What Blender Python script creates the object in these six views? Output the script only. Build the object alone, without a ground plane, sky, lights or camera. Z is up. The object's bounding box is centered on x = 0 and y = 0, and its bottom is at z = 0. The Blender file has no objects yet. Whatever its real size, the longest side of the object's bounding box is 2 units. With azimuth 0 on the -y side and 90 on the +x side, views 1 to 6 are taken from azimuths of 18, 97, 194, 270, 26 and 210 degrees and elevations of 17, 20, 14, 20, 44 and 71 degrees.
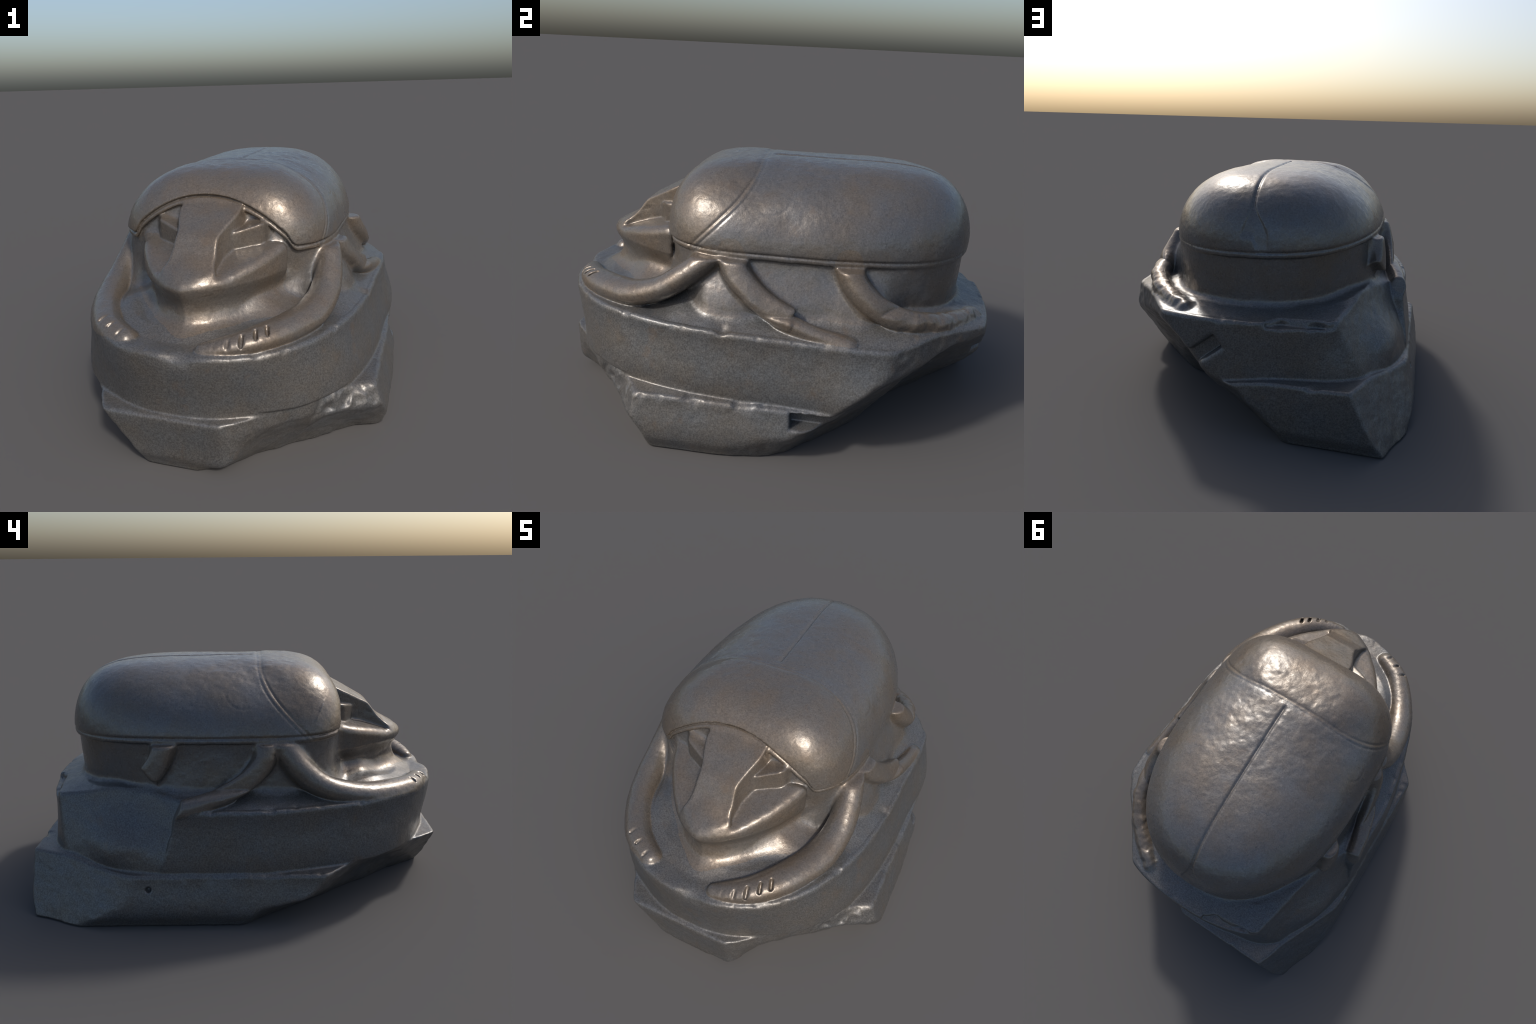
"""A stone scarab beetle carved on an oval plinth, standing on a broken rectangular slab.

The sculpture is described as a solid: every part (wing cases, thorax, head, legs,
abdomen, plinth, slab) is a signed distance built from profiles, plan outlines and
spines.  The parts are blended where the carver blended them, chipped by fracture
planes, meshed in one go and separated by region into named objects.
"""
import bpy
import numpy as np
from math import pi

STEP = 0.0053         # mesh resolution in metres
F = np.float32
METAL = 0.42   # the polish of the stone is stronger than a plain dielectric
XC = -0.008           # the beetle's mid plane


# ------------------------------------------------------------------ helpers
def smoothstep(a, b, t):
    u = np.clip((t - a) / (b - a), 0, 1)
    return u * u * (3 - 2 * u)


def smin(a, b, k):
    h = np.maximum(k - np.abs(a - b), 0) / k
    return np.minimum(a, b) - h * h * k * 0.25


def smax(a, b, k):
    return -smin(-a, -b, k)


def hash01(ix, iy, iz, seed):
    n = ix * np.uint32(374761393) + iy * np.uint32(668265263) + iz * np.uint32(2147483647) + np.uint32(seed * 974711)
    n = (n ^ (n >> np.uint32(13))) * np.uint32(1274126177)
    n = (n ^ (n >> np.uint32(16))) * np.uint32(2246822519)
    return ((n >> np.uint32(8)) & np.uint32(0xFFFF)).astype(F) / F(65535)


def noise(x, y, z, size, seed):
    """Smooth value noise in -1..1 with features about `size` metres wide."""
    px, py, pz = x / size + 100, y / size + 100, z / size + 100
    ix, iy, iz = (np.floor(p).astype(np.uint32) for p in (px, py, pz))
    fx, fy, fz = (px - ix).astype(F), (py - iy).astype(F), (pz - iz).astype(F)
    fx, fy, fz = (f * f * (3 - 2 * f) for f in (fx, fy, fz))
    out = 0
    for dx in (0, 1):
        for dy in (0, 1):
            for dz in (0, 1):
                w = (fx if dx else 1 - fx) * (fy if dy else 1 - fy) * (fz if dz else 1 - fz)
                out = out + w * hash01(ix + np.uint32(dx), iy + np.uint32(dy), iz + np.uint32(dz), seed)
    return 2 * out - 1


def flat_field(f, x, y, e=1e-3):
    """Turn an implicit plan outline into an approximate distance in metres."""
    v = f(x, y)
    gx, gy = (f(x + e, y) - v) / e, (f(x, y + e) - v) / e
    return v / np.maximum(np.sqrt(gx * gx + gy * gy), 0.3)


def solid_field(f, x, y, z, e=1e-3):
    v = f(x, y, z)
    gx, gy, gz = (f(x + e, y, z) - v) / e, (f(x, y + e, z) - v) / e, (f(x, y, z + e) - v) / e
    return v / np.maximum(np.sqrt(gx * gx + gy * gy + gz * gz), 0.3)


def spine(points, n):
    """Catmull-Rom through (x, y, z, radius) control points."""
    p = np.array(points, float)
    p = np.vstack([2 * p[0] - p[1], p, 2 * p[-1] - p[-2]])
    out = []
    for i in range(1, len(p) - 2):
        for t in np.linspace(0, 1, n, endpoint=False):
            a, b, c, d = p[i - 1:i + 3]
            out.append(0.5 * (2 * b + (c - a) * t + (2 * a - 5 * b + 4 * c - d) * t ** 2 + (3 * b - a - 3 * c + d) * t ** 3))
    out.append(p[-2])
    return np.array(out)


def tube(x, y, z, pts, flat=1.0):
    """Round-ended tube of varying radius; far points get a cheap lower bound."""
    lo, hi = pts[:, :3].min(0) - 0.16, pts[:, :3].max(0) + 0.16
    near = (x > lo[0]) & (x < hi[0]) & (y > lo[1]) & (y < hi[1]) & (z > lo[2]) & (z < hi[2])
    out = np.full(x.shape, 0.1, F)
    X, Y, Z = x[near], y[near], z[near] * flat
    best = np.full(X.shape, 9.0, F)
    pts = pts * np.array([1, 1, flat, 1])
    for a, b in zip(pts[:-1], pts[1:]):
        d = b[:3] - a[:3]
        t = np.clip(((X - a[0]) * d[0] + (Y - a[1]) * d[1] + (Z - a[2]) * d[2]) / max(d @ d, 1e-9), 0, 1)
        r = np.sqrt((X - a[0] - t * d[0]) ** 2 + (Y - a[1] - t * d[1]) ** 2 + (Z - a[2] - t * d[2]) ** 2)
        best = np.minimum(best, r - (a[3] + t * (b[3] - a[3])))
    out[near] = best / (0.5 + 0.5 * flat)
    return out


def ball(x, y, z, c, r):
    q = np.sqrt(((x - c[0]) / r[0]) ** 2 + ((y - c[1]) / r[1]) ** 2 + ((z - c[2]) / r[2]) ** 2)
    return (q - 1) * min(r)


def groove(t, width):
    return np.exp(-(t / width) ** 2)


# ------------------------------------------------------------------ plan outlines
def plinth_plan(x, y):
    v = y - 0.10
    front = v < 0
    b = np.where(front, 1.10, 0.865)
    q = np.where(front, 2.65, 4.0)
    a = 0.655 + np.where(x < 0, 0.025 * smoothstep(-0.5, 0.0, y), 0.015 * smoothstep(0.0, 0.4, y))
    g = (np.abs(x / a) ** 2.25 + (np.abs(v) / b) ** q + 1e-9)
    return (g ** 0.4 - 1) * 0.6


SHELL_AT, SHELL_TURN, SHELL_LEAN = (-0.027, 0.069, 0.768), 0.008, -0.036


def shell_terms(x, y):
    """Superellipse terms of the beetle's outline seen from above."""
    x, y = x - SHELL_AT[0], y - SHELL_AT[1]
    x, y = x + SHELL_TURN * y, y - SHELL_TURN * x
    s = smoothstep(-0.2, 0.2, y)
    p = 3.78 + (2.2 - 3.78) * s
    q = np.where(y > 0, 2.61, 3.81)
    b = np.where(y > 0, 0.784, 0.587)
    return np.abs(x / 0.514) ** p, (np.abs(y) / b) ** q, s


def shell_plan(x, y):
    X, Y, s = shell_terms(x, y)
    return ((X + Y + 1e-9) ** 0.4 - 1) * 0.6


def rim_height(x, y):
    """Lower edge of the shell: level at the sides, arched over the head."""
    u = np.clip(np.abs(x - XC + 0.005) / 0.39, 0, 1)
    arch = 0.192 * (1 - u ** 2.2) * smoothstep(1.0, 0.86, u)
    return 0.782 - 0.020 * smoothstep(0.3, 0.85, y) + arch * smoothstep(-0.12, -0.36, y) - 0.032 * x


def midline(y):
    return -0.004 - 0.036 * np.clip((y + 0.07) / 0.9, 0, 1) ** 1.3


# ------------------------------------------------------------------ beetle
def shell(x, y, z):
    def f(x, y, z):
        up = z - SHELL_AT[2]
        X, Y, s = shell_terms(x + SHELL_LEAN * np.clip(up, 0, 1), y)
        w = Y / (X + Y + 1e-6)
        kx = 0.572 + (1.108 - 0.572) * s
        ky = 1.443 + (2.432 - 1.443) * s
        k = kx + (ky - kx) * w
        h = np.clip(up, 0, None) / 0.343
        low = np.clip(-up, 0, None) / 0.5
        return (((X + Y + 1e-9) ** k + h ** 2.05 + low ** 2) ** 0.45 - 1) * 0.5
    d = solid_field(f, x, y, z)
    # hammered, weathered top
    patch = smoothstep(0.95, 1.08, z) * smoothstep(0.55, 0.1, y) * smoothstep(-0.4, -0.2, y)
    d = d + (0.0013 * noise(x, y, z, 0.035, 3) + 0.0007 * noise(x, y, z, 0.018, 4)) * patch
    d = d + 0.004 * noise(x, y, z, 0.30, 5)
    # dents on the right flank and the raised shoulder mark
    d = d + 0.014 * np.exp(-(((x - 0.53) / 0.1) ** 2 + ((y - 0.05) / 0.085) ** 2 + ((z - 0.93) / 0.055) ** 2))
    # groove between the two wing cases, opening into a small wedge at the tail
    on = smoothstep(-0.075, -0.045, y) * smoothstep(0.76, 0.84, z)
    m = x - midline(y)
    wedge = 0.052 * smoothstep(1.0, 0.85, z) * smoothstep(0.7, 0.8, y)
    d = d + 0.008 * groove(np.maximum(np.abs(m + 0.3 * wedge) - wedge, 0), 0.0070) * on * smoothstep(0.84, 0.88, z + 0.1 * smoothstep(0.0, 0.05, -m))
    # double line between thorax and wing cases
    t = thorax_line(x, y, z)
    fade = 0.35 + 0.65 * smoothstep(1.10, 1.0, z)
    d = d + fade * (0.0026 * groove(t - 0.010, 0.0045) + 0.0034 * groove(t + 0.010, 0.0045))
    d = d + 0.003 * groove(t, 0.02) * smoothstep(1.05, 1.1, z)
    # faint curl on the shoulders
    r = np.sqrt((y + 0.02) ** 2 + ((z - 1.02) * 1.1) ** 2)
    d = d + 0.001 * groove(r - 0.085, 0.006) * smoothstep(1.02, 0.98, z) * smoothstep(-0.07, -0.03, y) * (np.abs(x) > 0.3)
    # rim: groove, then a band, then the undercut
    rim = rim_height(x, y)
    front = smoothstep(-0.25, -0.38, y)
    d = d + (0.0045 + 0.004 * front) * groove(z - rim - 0.026, 0.0055)
    band = smoothstep(rim + 0.036, rim + 0.022, z)
    d = d + band * (0.002 + 0.008 * front)
    return smax(d, rim - z, 0.014)


def thorax_line(x, y, z):
    """Signed distance (along y) to the edge where thorax meets wing cases."""
    yb = -0.335 + np.clip(z - 0.79, 0, 0.3) * 0.98
    yb = smin(yb, -0.088 + 0 * z, 0.09) 
    return (y - yb) * (0.72 + 0.28 * smoothstep(1.0, 1.08, z))


def abdomen(x, y, z):
    """The recessed wall under the shell, flaring into skirts between the legs."""
    u = smoothstep(0.78, 0.54, z)
    side = smoothstep(-0.42, -0.24, y) * smoothstep(0.58, 0.38, y) * smoothstep(0.25, 0.38, np.abs(x))
    flare = np.where(x > 0, 0.078, 0.036) + 0.03 * smoothstep(0.2, 0.45, y) * (x > 0) + 0.020 * smoothstep(0.0, -0.15, y) * (x > 0)
    inset = 0.018 + 0.006 * u - flare * side * u
    inset = inset + 0.012 * np.exp(-(((x + 0.38) / 0.14) ** 2 + ((y - 0.66) / 0.15) ** 2)) - 0.012 * smoothstep(0.05, 0.3, x) * smoothstep(0.3, 0.6, y)
    inset = inset + (0.012 + 0.25 * np.clip(z - 0.8, 0, 0.2) - 0.05 * u ** 3) * smoothstep(-0.3, -0.42, y)
    d = flat_field(shell_plan, x, y) + inset
    d = d * 0.9
    return smax(smax(d, z - 0.83 - 0.14 * smoothstep(-0.3, -0.4, y), 0.02), 0.48 - z, 0.01)


def head_plan(x, y):
    X, Y = np.abs(x), np.clip(-(y + 0.38), 0, None)
    return ((X / 0.348) ** 1.5 + (Y / 0.468) ** 1.6 + 1e-9) ** 0.6 - 1


def head(x, y, z):
    hx = x + 0.002
    ax = np.abs(hx)
    plan = flat_field(lambda a, b: head_plan(a, b) * 0.35, hx, y)
    # shovel-shaped plate whose edge rolls over into a concave neck
    top = 0.824 + 0.32 * np.clip(y + 0.49, -0.25, 0.15) + 0.10 * np.clip(y + 0.74, -1, 0) - 0.06 * np.clip(ax - 0.2, 0, 1)
    u = np.clip((0.705 - z) / 0.175, 0, 1)
    side = smoothstep(-0.74, -0.58, y)
    inset = (0.034 - 0.004 * side) * np.abs(np.sin(u * pi)) ** 1.5 + 0.004 * u
    inset = inset - (0.085 + 0.055 * side) * np.clip((0.575 + 0.075 * side - z) / (0.085 + 0.035 * side), 0, 1) ** 2
    d = smax((plan + inset) * 0.88, z - top, 0.035)
    behind = smin(smin(y + 0.470 - 0.30 * (ax - 0.30), ax - 0.24, 0.02), z - 0.66, 0.02)
    d = smax(d, behind, 0.02)
    d = smax(d, 0.48 - z, 0.01)
    # raised middle panel, crowned and fanning out towards the lip
    half = 0.090 + 0.045 * smoothstep(-0.70, -0.80, y)
    fan = smoothstep(-0.68, -0.80, y)
    panel_top = top + (0.048 - 0.010 * fan) * smoothstep(-0.86, -0.72, y) * (1 - fan * (ax / 0.15) ** 2)
    half = half + 0.15 * np.clip(panel_top - z, 0, 0.06)
    panel = smax(smax((ax - half) * 0.87, z - panel_top, 0.014), 0.69 - z, 0.01)
    panel = smax(panel, plan + 0.012, 0.03)
    d = smin(d, panel, 0.008)
    # crown with a steep front step
    crown_top = smin(0.880 + 0.52 * (y + 0.645), 0.995 + 0 * y, 0.03)
    half = 0.092 + 0.046 * smoothstep(-0.66, -0.48, y) + 0.10 * np.clip(crown_top - z, 0, 0.10)
    front = (-(y + 0.646) - 0.75 * (0.885 - z)) * 0.80
    crown = smax(smax((ax - half) * 0.88, z - crown_top, 0.010), front, 0.010)
    crown = smax(smax(crown, y + 0.40, 0.01), 0.69 - z, 0.01)
    d = smin(d, crown, 0.014)
    # eyes: thick blocks set beside the crown, each behind a slot
    e_front = (-(y + 0.566) + 0.48 * (ax - 0.125)) * 0.9
    e_top = 0.880 + 0.22 * (ax - 0.13) + 0.12 * (y + 0.53)
    eye = smax(smax(e_front, z - e_top, 0.010), ax - 0.240 - 0.25 * (y + 0.5), 0.02)
    eye = smax(eye, 0.122 + 0.30 * (y + 0.55) - ax, 0.012)
    eye = smax(smax(eye, y + 0.40, 0.01), 0.69 - z, 0.01)
    d = smin(d, eye, 0.006)
    d = smax(d, y + 0.36, 0.02)
    return d + 0.0015 * noise(x, y, z, 0.07, 8)


FORELEG = [(0.455, -0.235, 0.775, 0.058), (0.482, -0.335, 0.692, 0.060), (0.488, -0.445, 0.613, 0.065), (0.460, -0.570, 0.562, 0.073),
           (0.405, -0.685, 0.545, 0.073), (0.335, -0.785, 0.537, 0.069), (0.262, -0.858, 0.530, 0.060), (0.178, -0.903, 0.520, 0.048), (0.122, -0.924, 0.513, 0.036)]
LEFT_FORELEG = [(-0.490, -0.195, 0.775, 0.062), (-0.517, -0.275, 0.672, 0.064), (-0.525, -0.375, 0.597, 0.064), (-0.507, -0.495, 0.552, 0.068),
                (-0.470, -0.610, 0.530, 0.068), (-0.410, -0.725, 0.520, 0.066), (-0.330, -0.830, 0.515, 0.060), (-0.225, -0.895, 0.510, 0.048)]
MIDDLE_LEG = [(0.450, -0.165, 0.790, 0.064), (0.503, -0.135, 0.715, 0.056), (0.543, -0.055, 0.645, 0.049), (0.572, 0.050, 0.588, 0.046),
              (0.598, 0.19, 0.545, 0.043), (0.618, 0.34, 0.515, 0.042)]
LEFT_MIDDLE_LEG = [(-0.493, -0.125, 0.795, 0.058), (-0.543, -0.105, 0.715, 0.050), (-0.582, -0.035, 0.645, 0.045), (-0.608, 0.065, 0.590, 0.043),
                   (-0.635, 0.19, 0.550, 0.042), (-0.655, 0.34, 0.525, 0.042)]
HIND_LEG = [(0.460, 0.31, 0.790, 0.056), (0.493, 0.34, 0.715, 0.053), (0.517, 0.41, 0.645, 0.052), (0.520, 0.50, 0.598, 0.048),
            (0.492, 0.60, 0.568, 0.045), (0.44, 0.69, 0.548, 0.042), (0.36, 0.775, 0.530, 0.042), (0.25, 0.865, 0.510, 0.040)]
LEFT_HIND_LEG = [(-0.505, 0.335, 0.800, 0.056), (-0.538, 0.365, 0.720, 0.052), (-0.560, 0.42, 0.650, 0.052), (-0.570, 0.50, 0.60, 0.050)]


def legs(x, y, z):
    out = {}
    out["foreleg"] = tube(x, y, z, spine(FORELEG, 4), 1.4)
    out["foreleg.001"] = tube(x, y, z, spine(LEFT_FORELEG, 4), 1.25)
    mid = tube(x, y, z, spine(MIDDLE_LEG, 4))
    stump = smax(mid, 0.80 * (y - 0.105) - 0.45 * (z - 0.57) - 0.2 * (x - 0.6) + 0.004 * noise(x, y, z, 0.03, 21), 0.008)
    low = tube(x, y, z, spine([(px + 0.005, py, pz - 0.018, r * 0.8) for px, py, pz, r in MIDDLE_LEG[2:]] , 4))
    out["middle_leg"] = smin(stump, low, 0.015)
    out["middle_leg.001"] = tube(x, y, z, spine(LEFT_MIDDLE_LEG, 4))
    hind = tube(x, y, z, spine(HIND_LEG, 4))
    rough = smoothstep(0.4, 0.65, y)
    out["hind_leg"] = hind + rough * (0.006 * noise(x, y, z, 0.05, 22) + 0.003 * noise(x, y, z, 0.02, 23))
    left = tube(x, y, z, spine(LEFT_HIND_LEG, 4))
    out["hind_leg.001"] = smax(left, 0.75 * (0.650 - z) + 0.66 * (y - 0.40) + 0.006 * noise(x, y, z, 0.05, 24), 0.01)
    return out


# cut marks between the toes: (x, y) of each cut, then its direction in plan
TOES = [(0.128, -0.950), (0.164, -0.943), (0.213, -0.926), (0.258, -0.895), (0.302, -0.858), (0.338, -0.826),
        (-0.182, -0.921), (-0.238, -0.905), (-0.297, -0.870), (-0.355, -0.833)]


def toe_cuts(x, y, z):
    out = np.full(x.shape, 0.1, F)
    near = (y < -0.75) & (z > 0.46) & (z < 0.62)
    X, Y, Z = x[near], y[near], z[near]
    best = np.full(X.shape, 0.1, F)
    for cx, cy in TOES:
        n = np.array([cx, cy + 0.25])
        n /= np.hypot(*n)
        along = (X - cx) * n[0] + (Y - cy) * n[1]
        across = -(X - cx) * n[1] + (Y - cy) * n[0]
        top = 0.553 - 0.75 * along + 0.10 * np.clip(np.abs(cx) - 0.2, 0, 0.2)
        q = np.sqrt((np.clip(np.abs(along) - 0.014, 0, None)) ** 2 + (across * 1.2 + 0.2 * along) ** 2 + (np.minimum(Z - top, 0) * 0.7) ** 2)
        best = np.minimum(best, q - 0.0105)
    out[near] = best
    return out


# ------------------------------------------------------------------ plinth and slab
def plinth(x, y, z):
    d = flat_field(plinth_plan, x, y)
    low = smoothstep(0.5, 0.25, z)
    d = d - (0.034 + 0.008 * (x > 0) + 0.022 * smoothstep(0.2, 0.45, y) * (x > 0)) * low * smoothstep(0.25, 0.5, np.abs(x))
    d = d + 0.026 * low * smoothstep(-0.6, -0.85, y)
    top = 0.522 - 0.020 * x - 0.010 * smoothstep(-0.5, -0.95, y)
    # the top swells gently towards the body, and a little in front of the head
    swell = (0.42 + 0.10 * smoothstep(0.2, 0.4, x) * np.exp(-((y + 0.34) / 0.12) ** 2)) * np.clip(-d - 0.025, 0, 0.13)
    swell = swell * smoothstep(-0.52, -0.36, y) * (1 - 0.45 * smoothstep(0.55, 0.75, y)) + 0.30 * np.clip(-d - 0.10, 0, 0.07) * smoothstep(-0.36, -0.50, y)
    swell = swell + 0.026 * np.exp(-(((x + 0.32) / 0.09) ** 2 + ((y + 0.60) / 0.14) ** 2)) + 0.010 * np.exp(-(((x - 0.27) / 0.09) ** 2 + ((y + 0.60) / 0.14) ** 2))
    d = smax(d, (z - top - swell) * 0.92, 0.022)
    # chipped upper edge
    d = d + 0.020 * np.exp(-(((x - 0.045) / 0.055) ** 2 + ((y + 1.0) / 0.03) ** 2 + ((z - 0.505) / 0.03) ** 2))
    d = d + 0.016 * np.exp(-(((x - 0.625) / 0.02) ** 2 + ((y + 0.165) / 0.02) ** 2 + ((z - 0.515) / 0.02) ** 2))
    edge = np.exp(-((z - top) / 0.022) ** 2) * np.exp(-(flat_field(plinth_plan, x, y) / 0.03) ** 2)
    d = d + edge * 0.007 * np.clip(noise(x, y, z, 0.06, 35) + 0.5 * noise(x, y, z, 0.025, 36) - 0.25, 0, 1)
    d = smax(d, 0.18 - z, 0.01)
    # broken corner at the right rear
    corner = 0.8 * x + 0.6 * y - 0.826 - 0.05 * np.clip(0.5 - z, 0, 0.2) + 0.010 * noise(x, y, z, 0.10, 31) + 0.004 * noise(x, y, z, 0.035, 32)
    d = smax(d, corner, 0.015)
    # narrow step left by a broken hind foot at the tail
    d = smax(d, -smax(smax(np.abs(x + 0.28) - 0.14, 0.895 - y + 0.2 * (x + 0.28) + 0.02 * noise(x, y, z, 0.05, 33), 0.01), 0.500 - z + 0.006 * noise(x, y, z, 0.04, 34), 0.01), 0.012)
    return d


def slab(x, y, z):
    sway = 0.045 * smoothstep(0.26, 0.07, z)
    box = smax(smax(x - 0.722 - sway, -x - 0.728 - 0.9 * sway, 0.02), smax(y - 0.996, -y - 0.998 + 0.3 * sway, 0.02), 0.02)
    box = box + 0.02 * smoothstep(0.07, 0.0, z)
    ledge = 0.242 - 0.006 * x + 0.034 * smoothstep(0.55, 0.85, y) * smoothstep(0.1, -0.2, x)
    d = smax(box, z - ledge, 0.02)
    edge = np.exp(-((z - ledge) / 0.025) ** 2) * np.exp(-((box + 0.01) / 0.025) ** 2)
    d = d + edge * 0.009 * np.clip(noise(x, y, z, 0.07, 37) + 0.5 * noise(x, y, z, 0.028, 38) - 0.15, 0, 1)
    # a small drilled pit in the left side
    return smax(d, -ball(x, y, z, (-0.742, 0.415, 0.185), (0.022, 0.013, 0.013)), 0.006)


def fractures(x, y, z):
    """Positive where stone has broken away from plinth and slab."""
    r = 0.006 * noise(x, y, z, 0.13, 41) + 0.003 * noise(x, y, z, 0.045, 42) + 0.0012 * noise(x, y, z, 0.02, 43)
    # left front, undercut
    a = (0.845 * -x + 0.534 * -y - 0.632 - 0.670 * z) * 0.83 + r + 0.022 * np.exp(-((y + 0.62) / 0.18) ** 2) * np.exp(-((z - 0.13) / 0.075) ** 2) - 0.060 * np.exp(-((y + 0.31) / 0.18) ** 2) * np.exp(-((z - 0.16) / 0.10) ** 2)
    # right front, steep, with a crumbled upper corner
    h = 0.645 * x - 0.764 * y
    bulge = 0.100 * np.exp(-((x - 0.18) / 0.09) ** 2) * smoothstep(-0.03, 0.09, z) + 0.035 * smoothstep(0.60, 0.73, x)
    under = smin((h - 0.782 - 0.35 * z - bulge) * 0.94, (h - 0.840 - 0.60 * (z - 0.1) - 0.4 * bulge) * 0.86, 0.02)
    b = smax(h - 0.887, under, 0.02)
    crumble = (h + 0.5 * z - 0.955) * 0.85 + 1.2 * r + 0.012 * np.abs(noise(x, y, z, 0.06, 44)) - 0.004
    b = smax(b, smin(crumble, (x - 0.50) * 0.5, 0.02), 0.01)
    b = b + r
    # underside rising to the right rear
    east = smoothstep(0.20, 0.45, x)
    c1 = ((1.25 + 0.20 * east) * (0.715 * x + 0.70 * y - 0.503 - 0.062 * east) - z) * 0.60
    c1 = c1 + 0.045 * np.exp(-(((x - 0.38) / 0.12) ** 2 + ((y - 0.66) / 0.15) ** 2)) - 0.028 * np.exp(-(((x - 0.13) / 0.10) ** 2 + ((y - 0.90) / 0.12) ** 2))
    c2 = ((x - 0.765) + 0.22 * (y + 0.2) - 0.46 * z) * 0.89
    c = smax(c1, smin(c2, 0.3 - z, 0.02), 0.03) + r
    # left rear corner of the slab
    e = (-0.93 * x + 0.36 * y + 0.48 * z - 0.965) * 0.90 + 0.6 * r
    return smax(smax(a, b, 0.01), e, 0.01), c


def rear_chip(x, y, z):
    """The big shell-shaped flake off the left rear of plinth and legs."""
    d = -0.879 * x + 0.276 * y + 0.389 * z - 0.822 - 0.045 * np.exp(-(((y - 0.55) / 0.16) ** 2 + ((z - 0.35) / 0.10) ** 2))
    d = d + 0.006 * noise(x, y, z, 0.16, 51) + 0.0015 * noise(x, y, z, 0.04, 52)
    edge = (y - 0.285) + 0.35 * (z - 0.5) + 0.012 * noise(x, y, z, 0.07, 53)
    return smin(smin(d, edge, 0.01), 0.640 - z, 0.02)


def box_hole(x, y, z, c, ux, uy, half):
    """Square-cut socket; ux, uy are its axes, half its half sizes."""
    ux, uy = np.array(ux, float), np.array(uy, float)
    ux /= np.linalg.norm(ux)
    uy /= np.linalg.norm(uy)
    uz = np.cross(ux, uy)
    p = (x - c[0], y - c[1], z - c[2])
    q = [np.abs(p[0] * u[0] + p[1] * u[1] + p[2] * u[2]) - h for u, h in zip((ux, uy, uz), half)]
    return smax(smax(q[0], q[1], 0.008), q[2], 0.008)


# ------------------------------------------------------------------ assembly
NAMES = ["wing_case", "wing_case.001", "thorax", "head", "abdomen", "foreleg", "foreleg.001", "middle_leg", "middle_leg.001",
         "hind_leg", "hind_leg.001", "plinth", "slab", "eye", "eye.001"]


def statue(x, y, z, regions=False):
    s = shell(x, y, z)
    ab = abdomen(x, y, z)
    he = head(x, y, z)
    lg = legs(x, y, z)
    pl = plinth(x, y, z)
    sl = slab(x, y, z)
    broken_slab, broken_under = fractures(x, y, z)
    sl = smax(sl, broken_slab, 0.012)
    pl = smax(pl, smin(broken_slab, 0.250 - z, 0.01), 0.012)
    chip = rear_chip(x, y, z)
    if regions:
        t = thorax_line(x, y, z)
        m = x - midline(y)
        case = np.where(t < 0, 2, np.where(m > 0, 0, 1))
        stack = [s, he, ab] + [lg[n] for n in NAMES[5:11]] + [pl, sl]
        pick = np.argmin(np.stack(stack), 0)
        table = np.array([0, 3, 4, 5, 6, 7, 8, 9, 10, 11, 12])
        part = np.where(pick == 0, case, table[pick])
        ax = np.abs(x + 0.002)
        eye = (part == 3) & (y > -0.59) & (y < -0.44) & (ax < 0.26) & (z > 0.835 + 0.30 * (y + 0.49))
        eye &= ax > 0.104 + 0.046 * smoothstep(-0.66, -0.48, y) + 0.10 * np.clip(0.90 + 0.5 * (y + 0.6) - z, 0, 0.1)
        return np.where(eye, np.where(x > 0, 13, 14), part)
    base = smin(pl, he, 0.03)
    rim = rim_height(x, y)
    for n in lg:
        lg[n] = smax(lg[n], z - rim + 0.002, 0.012)
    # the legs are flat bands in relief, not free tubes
    under = np.minimum(pl, ab)
    for n, height in (("middle_leg", 0.056), ("middle_leg.001", 0.054), ("hind_leg", 0.074), ("hind_leg.001", 0.060)):
        lg[n] = smax(lg[n], under - height, 0.018)
    for n, k in (("foreleg", 0.012), ("foreleg.001", 0.012), ("middle_leg", 0.014), ("middle_leg.001", 0.014), ("hind_leg", 0.016), ("hind_leg.001", 0.012)):
        base = smin(base, lg[n], k)
    base = smax(base, -toe_cuts(x, y, z), 0.006)
    base = smax(base, chip, 0.012)
    base = smin(base, ab, 0.03)
    d = smin(base, s, 0.008)
    d = smin(d, sl, 0.012)
    d = np.where(z < 0.6, smax(d, broken_under, 0.012), d)
    # clamp sockets cut into the stone
    d = smax(d, -box_hole(x, y, z, (0.72, 0.25, 0.195), (0, 1, 0.05), (0, 0, 1), (0.115, 0.030, 0.045)), 0.012)
    d = smax(d, -box_hole(x, y, z, (0.135, 0.96, 0.365), (0.78, 0, -0.62), (0.62, 0, 0.78), (0.085, 0.030, 0.045)), 0.03)
    # fine tooling and wear everywhere
    d = d + 0.0012 * noise(x, y, z, 0.06, 61) + 0.0005 * noise(x, y, z, 0.016, 62)
    return smax(d, -z + 0.002, 0.004)


def in_chunks(fn, x, y, z, dtype, size=200000):
    out = np.empty(x.shape, dtype)
    jobs = [slice(i, min(i + size, len(x))) for i in range(0, len(x), size)]

    def run(s):
        out[s] = fn(x[s], y[s], z[s])
    from concurrent.futures import ThreadPoolExecutor
    with ThreadPoolExecutor(4) as pool:
        list(pool.map(run, jobs))
    return out


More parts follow.
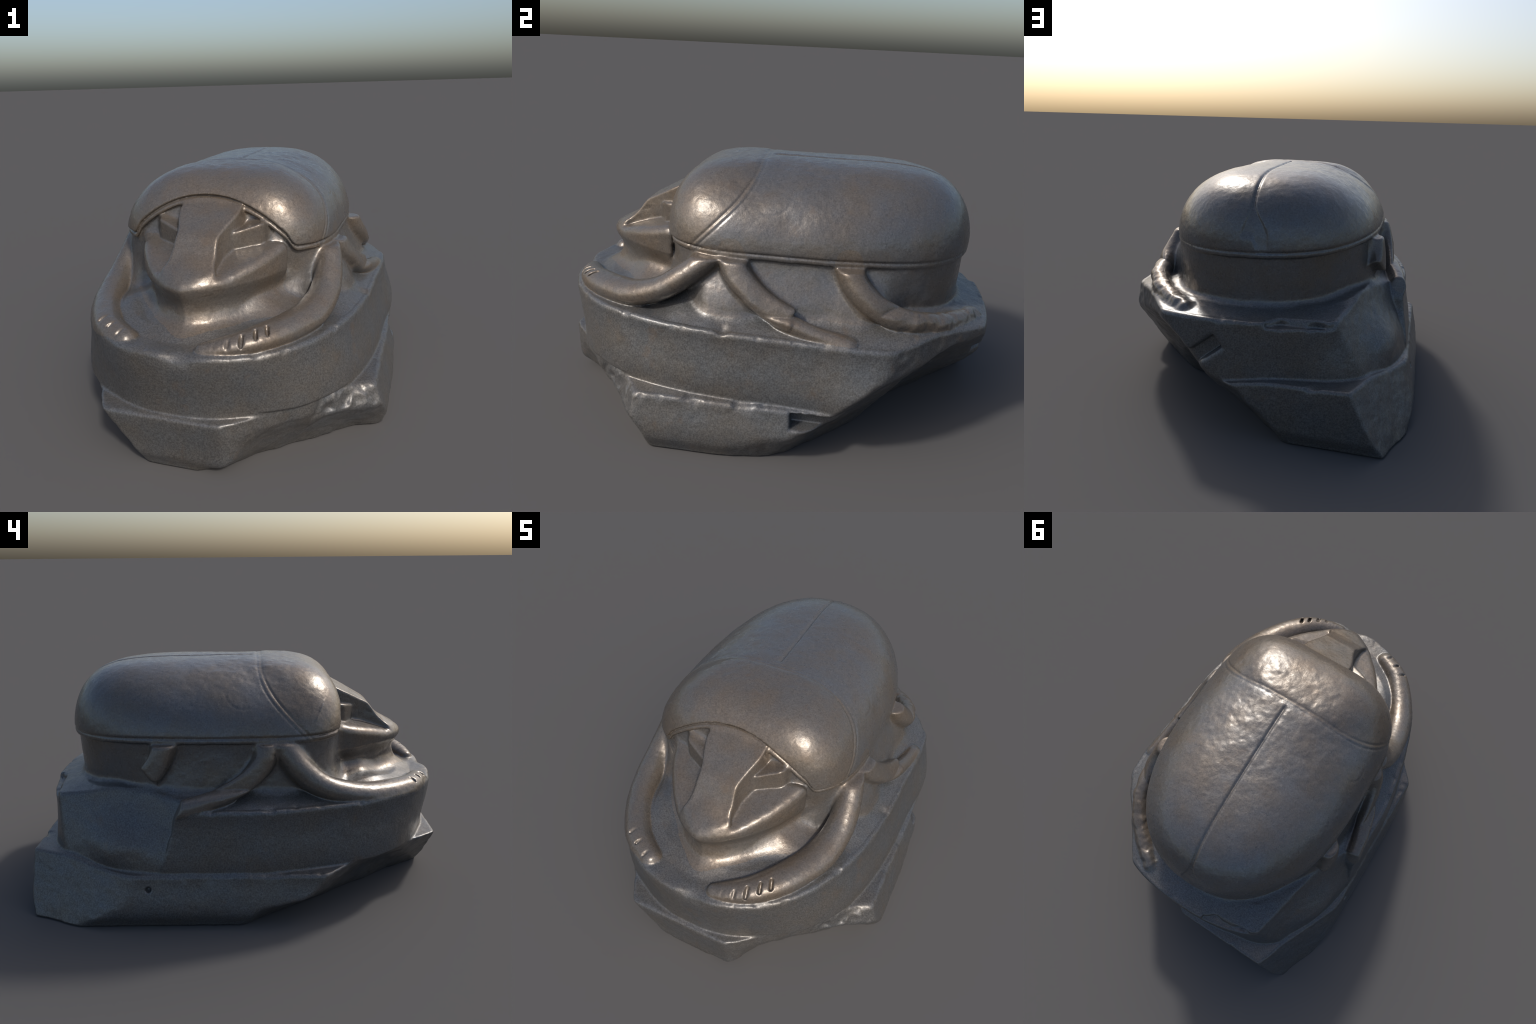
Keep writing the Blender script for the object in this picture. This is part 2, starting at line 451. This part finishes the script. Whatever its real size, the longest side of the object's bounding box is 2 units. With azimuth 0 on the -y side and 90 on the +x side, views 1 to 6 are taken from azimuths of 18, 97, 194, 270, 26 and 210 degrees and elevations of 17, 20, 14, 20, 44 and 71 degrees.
def mesh_solid(step):
    """Surface nets on the distance field, evaluated only near the surface."""
    block = 8
    lo = np.array([-0.82, -1.05, -0.03])
    n = (np.ceil(np.array([1.64, 2.12, 1.21]) / step / block).astype(int)) * block
    nb = n // block
    c = [lo[i] + (np.arange(nb[i]) + 0.5) * block * step for i in range(3)]
    X, Y, Z = (g.ravel().astype(F) for g in np.meshgrid(*c, indexing="ij"))
    coarse = in_chunks(statue, X, Y, Z, F).reshape(nb)
    field = np.repeat(np.repeat(np.repeat(np.where(coarse > 0, F(1), F(-1)), block, 0), block, 1), block, 2)
    bi = np.argwhere(np.abs(coarse) < block * step * 0.95 + 0.03)
    off = np.stack(np.meshgrid(*[np.arange(block)] * 3, indexing="ij"), -1).reshape(-1, 3)
    idx = (bi[:, None, :] * block + off[None]).reshape(-1, 3)
    P = (lo + idx * step).astype(F)
    field[idx[:, 0], idx[:, 1], idx[:, 2]] = in_chunks(statue, P[:, 0], P[:, 1], P[:, 2], F)
    inside = field < 0
    count = np.zeros(n - 1, np.int8)
    corners = [(i, j, k) for i in (0, 1) for j in (0, 1) for k in (0, 1)]
    for i, j, k in corners:
        count += inside[i:n[0] - 1 + i, j:n[1] - 1 + j, k:n[2] - 1 + k]
    cells = np.argwhere((count > 0) & (count < 8))
    number = np.full(n - 1, -1, np.int32)
    number[cells[:, 0], cells[:, 1], cells[:, 2]] = np.arange(len(cells))
    val = {c: field[cells[:, 0] + c[0], cells[:, 1] + c[1], cells[:, 2] + c[2]] for c in corners}
    total, hits = np.zeros((len(cells), 3)), np.zeros(len(cells))
    for a in corners:
        for axis in range(3):
            if a[axis] == 0:
                b = tuple(1 if i == axis else a[i] for i in range(3))
                va, vb = val[a], val[b]
                cross = (va < 0) != (vb < 0)
                t = np.where(cross, va / np.where(cross, va - vb, 1), 0)
                p = np.tile(np.array(a, float), (len(cells), 1))
                p[:, axis] = t
                total += p * cross[:, None]
                hits += cross
    verts = lo + (cells + total / hits[:, None]) * step
    quads = []
    for axis in range(3):
        u, v = (axis + 1) % 3, (axis + 2) % 3
        sl0, sl1 = [slice(None)] * 3, [slice(None)] * 3
        sl0[axis], sl1[axis] = slice(0, -1), slice(1, None)
        A, B = inside[tuple(sl0)], inside[tuple(sl1)]
        e = np.argwhere(A != B)
        e = e[(e[:, u] > 0) & (e[:, v] > 0) & (e[:, u] < n[u] - 1) & (e[:, v] < n[v] - 1)]
        flip = A[e[:, 0], e[:, 1], e[:, 2]]
        ring = []
        for du, dv in ((1, 1), (0, 1), (0, 0), (1, 0)):
            q = e.copy()
            q[:, u] -= du
            q[:, v] -= dv
            ring.append(number[q[:, 0], q[:, 1], q[:, 2]])
        q = np.stack(ring, 1)
        q[~flip] = q[~flip][:, ::-1]
        quads.append(q)
    quads = np.concatenate(quads)
    # settle the vertices on the true surface
    for _ in range(1):
        v = verts.astype(F)
        e = F(0.0015)
        d0 = in_chunks(statue, v[:, 0], v[:, 1], v[:, 2], F)
        g = np.stack([in_chunks(statue, v[:, 0] + e * (i == 0), v[:, 1] + e * (i == 1), v[:, 2] + e * (i == 2), F) - d0 for i in range(3)], 1) / e
        move = -g * (d0 / np.maximum((g * g).sum(1), 0.2))[:, None]
        length = np.linalg.norm(move, axis=1, keepdims=True)
        verts = verts + move * np.minimum(1, 0.6 * step / np.maximum(length, 1e-9))
    return verts, quads


# ------------------------------------------------------------------ materials
def stone(name, dark, light, rough, grain):
    m = bpy.data.materials.new(name)
    m.use_nodes = True
    nt = m.node_tree
    N, L = nt.nodes, nt.links
    bsdf = N["Principled BSDF"]
    co = N.new("ShaderNodeTexCoord")

    def tex(scale, detail, roughness=0.6):
        n = N.new("ShaderNodeTexNoise")
        n.inputs["Scale"].default_value = scale
        n.inputs["Detail"].default_value = detail
        n.inputs["Roughness"].default_value = roughness
        L.new(co.outputs["Object"], n.inputs["Vector"])
        return n

    def ramp(src, stops):
        r = N.new("ShaderNodeValToRGB")
        el = r.color_ramp.elements
        el[0].position, el[0].color = stops[0][0], (*stops[0][1], 1)
        el[1].position, el[1].color = stops[-1][0], (*stops[-1][1], 1)
        for p, c in stops[1:-1]:
            e = el.new(p)
            e.color = (*c, 1)
        L.new(src, r.inputs["Fac"])
        return r

    def mix(kind, fac, a, b):
        x = N.new("ShaderNodeMix")
        x.data_type, x.blend_type = "RGBA", kind
        for sock, v in ((x.inputs[0], fac), (x.inputs[6], a), (x.inputs[7], b)):
            if isinstance(v, (int, float)):
                sock.default_value = v
            elif isinstance(v, tuple):
                sock.default_value = (*v, 1)
            else:
                L.new(v, sock)
        return x.outputs[2]

    cloud = ramp(tex(5.0, 4).outputs["Fac"], [(0.35, dark), (0.65, light)])
    speck = ramp(tex(150.0, 3, 0.7).outputs["Fac"], [(0.34, (0.62,) * 3), (0.5, (1.0,) * 3), (0.68, (1.40,) * 3)])
    colour = mix("MULTIPLY", grain, cloud.outputs["Color"], speck.outputs["Color"])
    rust = ramp(tex(12.0, 6, 0.6).outputs["Fac"], [(0.60, (0, 0, 0)), (0.80, (1, 1, 1))])
    fade = N.new("ShaderNodeMath")
    fade.operation = "MULTIPLY"
    fade.inputs[1].default_value = 0.5
    L.new(rust.outputs["Color"], fade.inputs[0])
    colour = mix("MIX", fade.outputs[0], colour, (0.150, 0.105, 0.070))
    L.new(colour, bsdf.inputs["Base Color"])
    rr = N.new("ShaderNodeMapRange")
    rr.inputs["To Min"].default_value, rr.inputs["To Max"].default_value = rough - 0.06, rough + 0.08
    rr.inputs["From Min"].default_value, rr.inputs["From Max"].default_value = 0.3, 0.7
    L.new(tex(30.0, 4).outputs["Fac"], rr.inputs["Value"])
    L.new(rr.outputs[0], bsdf.inputs["Roughness"])
    bump = N.new("ShaderNodeBump")
    bump.inputs["Strength"].default_value = 0.35
    bump.inputs["Distance"].default_value = 0.002
    L.new(tex(90.0, 4, 0.65).outputs["Fac"], bump.inputs["Height"])
    L.new(bump.outputs["Normal"], bsdf.inputs["Normal"])
    bsdf.inputs["Metallic"].default_value = METAL
    return m


def build():
    verts, quads = mesh_solid(STEP)
    polished = stone("polished_dark_stone", (0.132, 0.115, 0.098), (0.122, 0.122, 0.124), 0.29, 0.6)  # tinted cooler than the warm stone: blue sky light painted into the wing cases
    warm = stone("warm_polished_stone", (0.146, 0.118, 0.092), (0.132, 0.122, 0.112), 0.30, 0.6)
    dressed = stone("dressed_dark_stone", (0.113, 0.105, 0.096), (0.102, 0.106, 0.111), 0.36, 0.9)

    whole = bpy.data.meshes.new("whole")
    whole.vertices.add(len(verts))
    whole.vertices.foreach_set("co", verts.astype(F).ravel())
    whole.loops.add(quads.size)
    whole.loops.foreach_set("vertex_index", quads.astype(np.int32).ravel())
    whole.polygons.add(len(quads))
    whole.polygons.foreach_set("loop_start", np.arange(0, quads.size, 4, dtype=np.int32))
    whole.update(calc_edges=True)
    normals = np.empty(len(verts) * 3, F)
    whole.vertex_normals.foreach_get("vector", normals)
    normals = normals.reshape(-1, 3)
    bpy.data.meshes.remove(whole)

    mid = verts[quads].mean(1).astype(F)
    region = in_chunks(lambda a, b, c: statue(a, b, c, True), mid[:, 0], mid[:, 1], mid[:, 2], np.int32)

    root = bpy.data.objects.new("scarab_statue", None)
    root["label"] = "dark stone scarab beetle carved on a broken oval plinth"
    root["category"] = "stone sculpture"
    bpy.context.scene.collection.objects.link(root)
    for k, name in enumerate(NAMES):
        q = quads[region == k]
        if not len(q):
            continue
        used, inv = np.unique(q, return_inverse=True)
        inv = inv.reshape(q.shape)
        me = bpy.data.meshes.new(name)
        me.vertices.add(len(used))
        me.vertices.foreach_set("co", verts[used].astype(F).ravel())
        me.loops.add(inv.size)
        me.loops.foreach_set("vertex_index", inv.astype(np.int32).ravel())
        me.polygons.add(len(inv))
        me.polygons.foreach_set("loop_start", np.arange(0, inv.size, 4, dtype=np.int32))
        me.update(calc_edges=True)
        me.polygons.foreach_set("use_smooth", np.ones(len(inv), bool))
        me.normals_split_custom_set_from_vertices(normals[used].tolist())
        kind = name.split(".")[0]
        me.materials.append(dressed if kind in ("plinth", "slab") else polished if kind in ("wing_case", "abdomen") else warm)
        ob = bpy.data.objects.new(name, me)
        ob.parent = root
        bpy.context.scene.collection.objects.link(ob)


build()
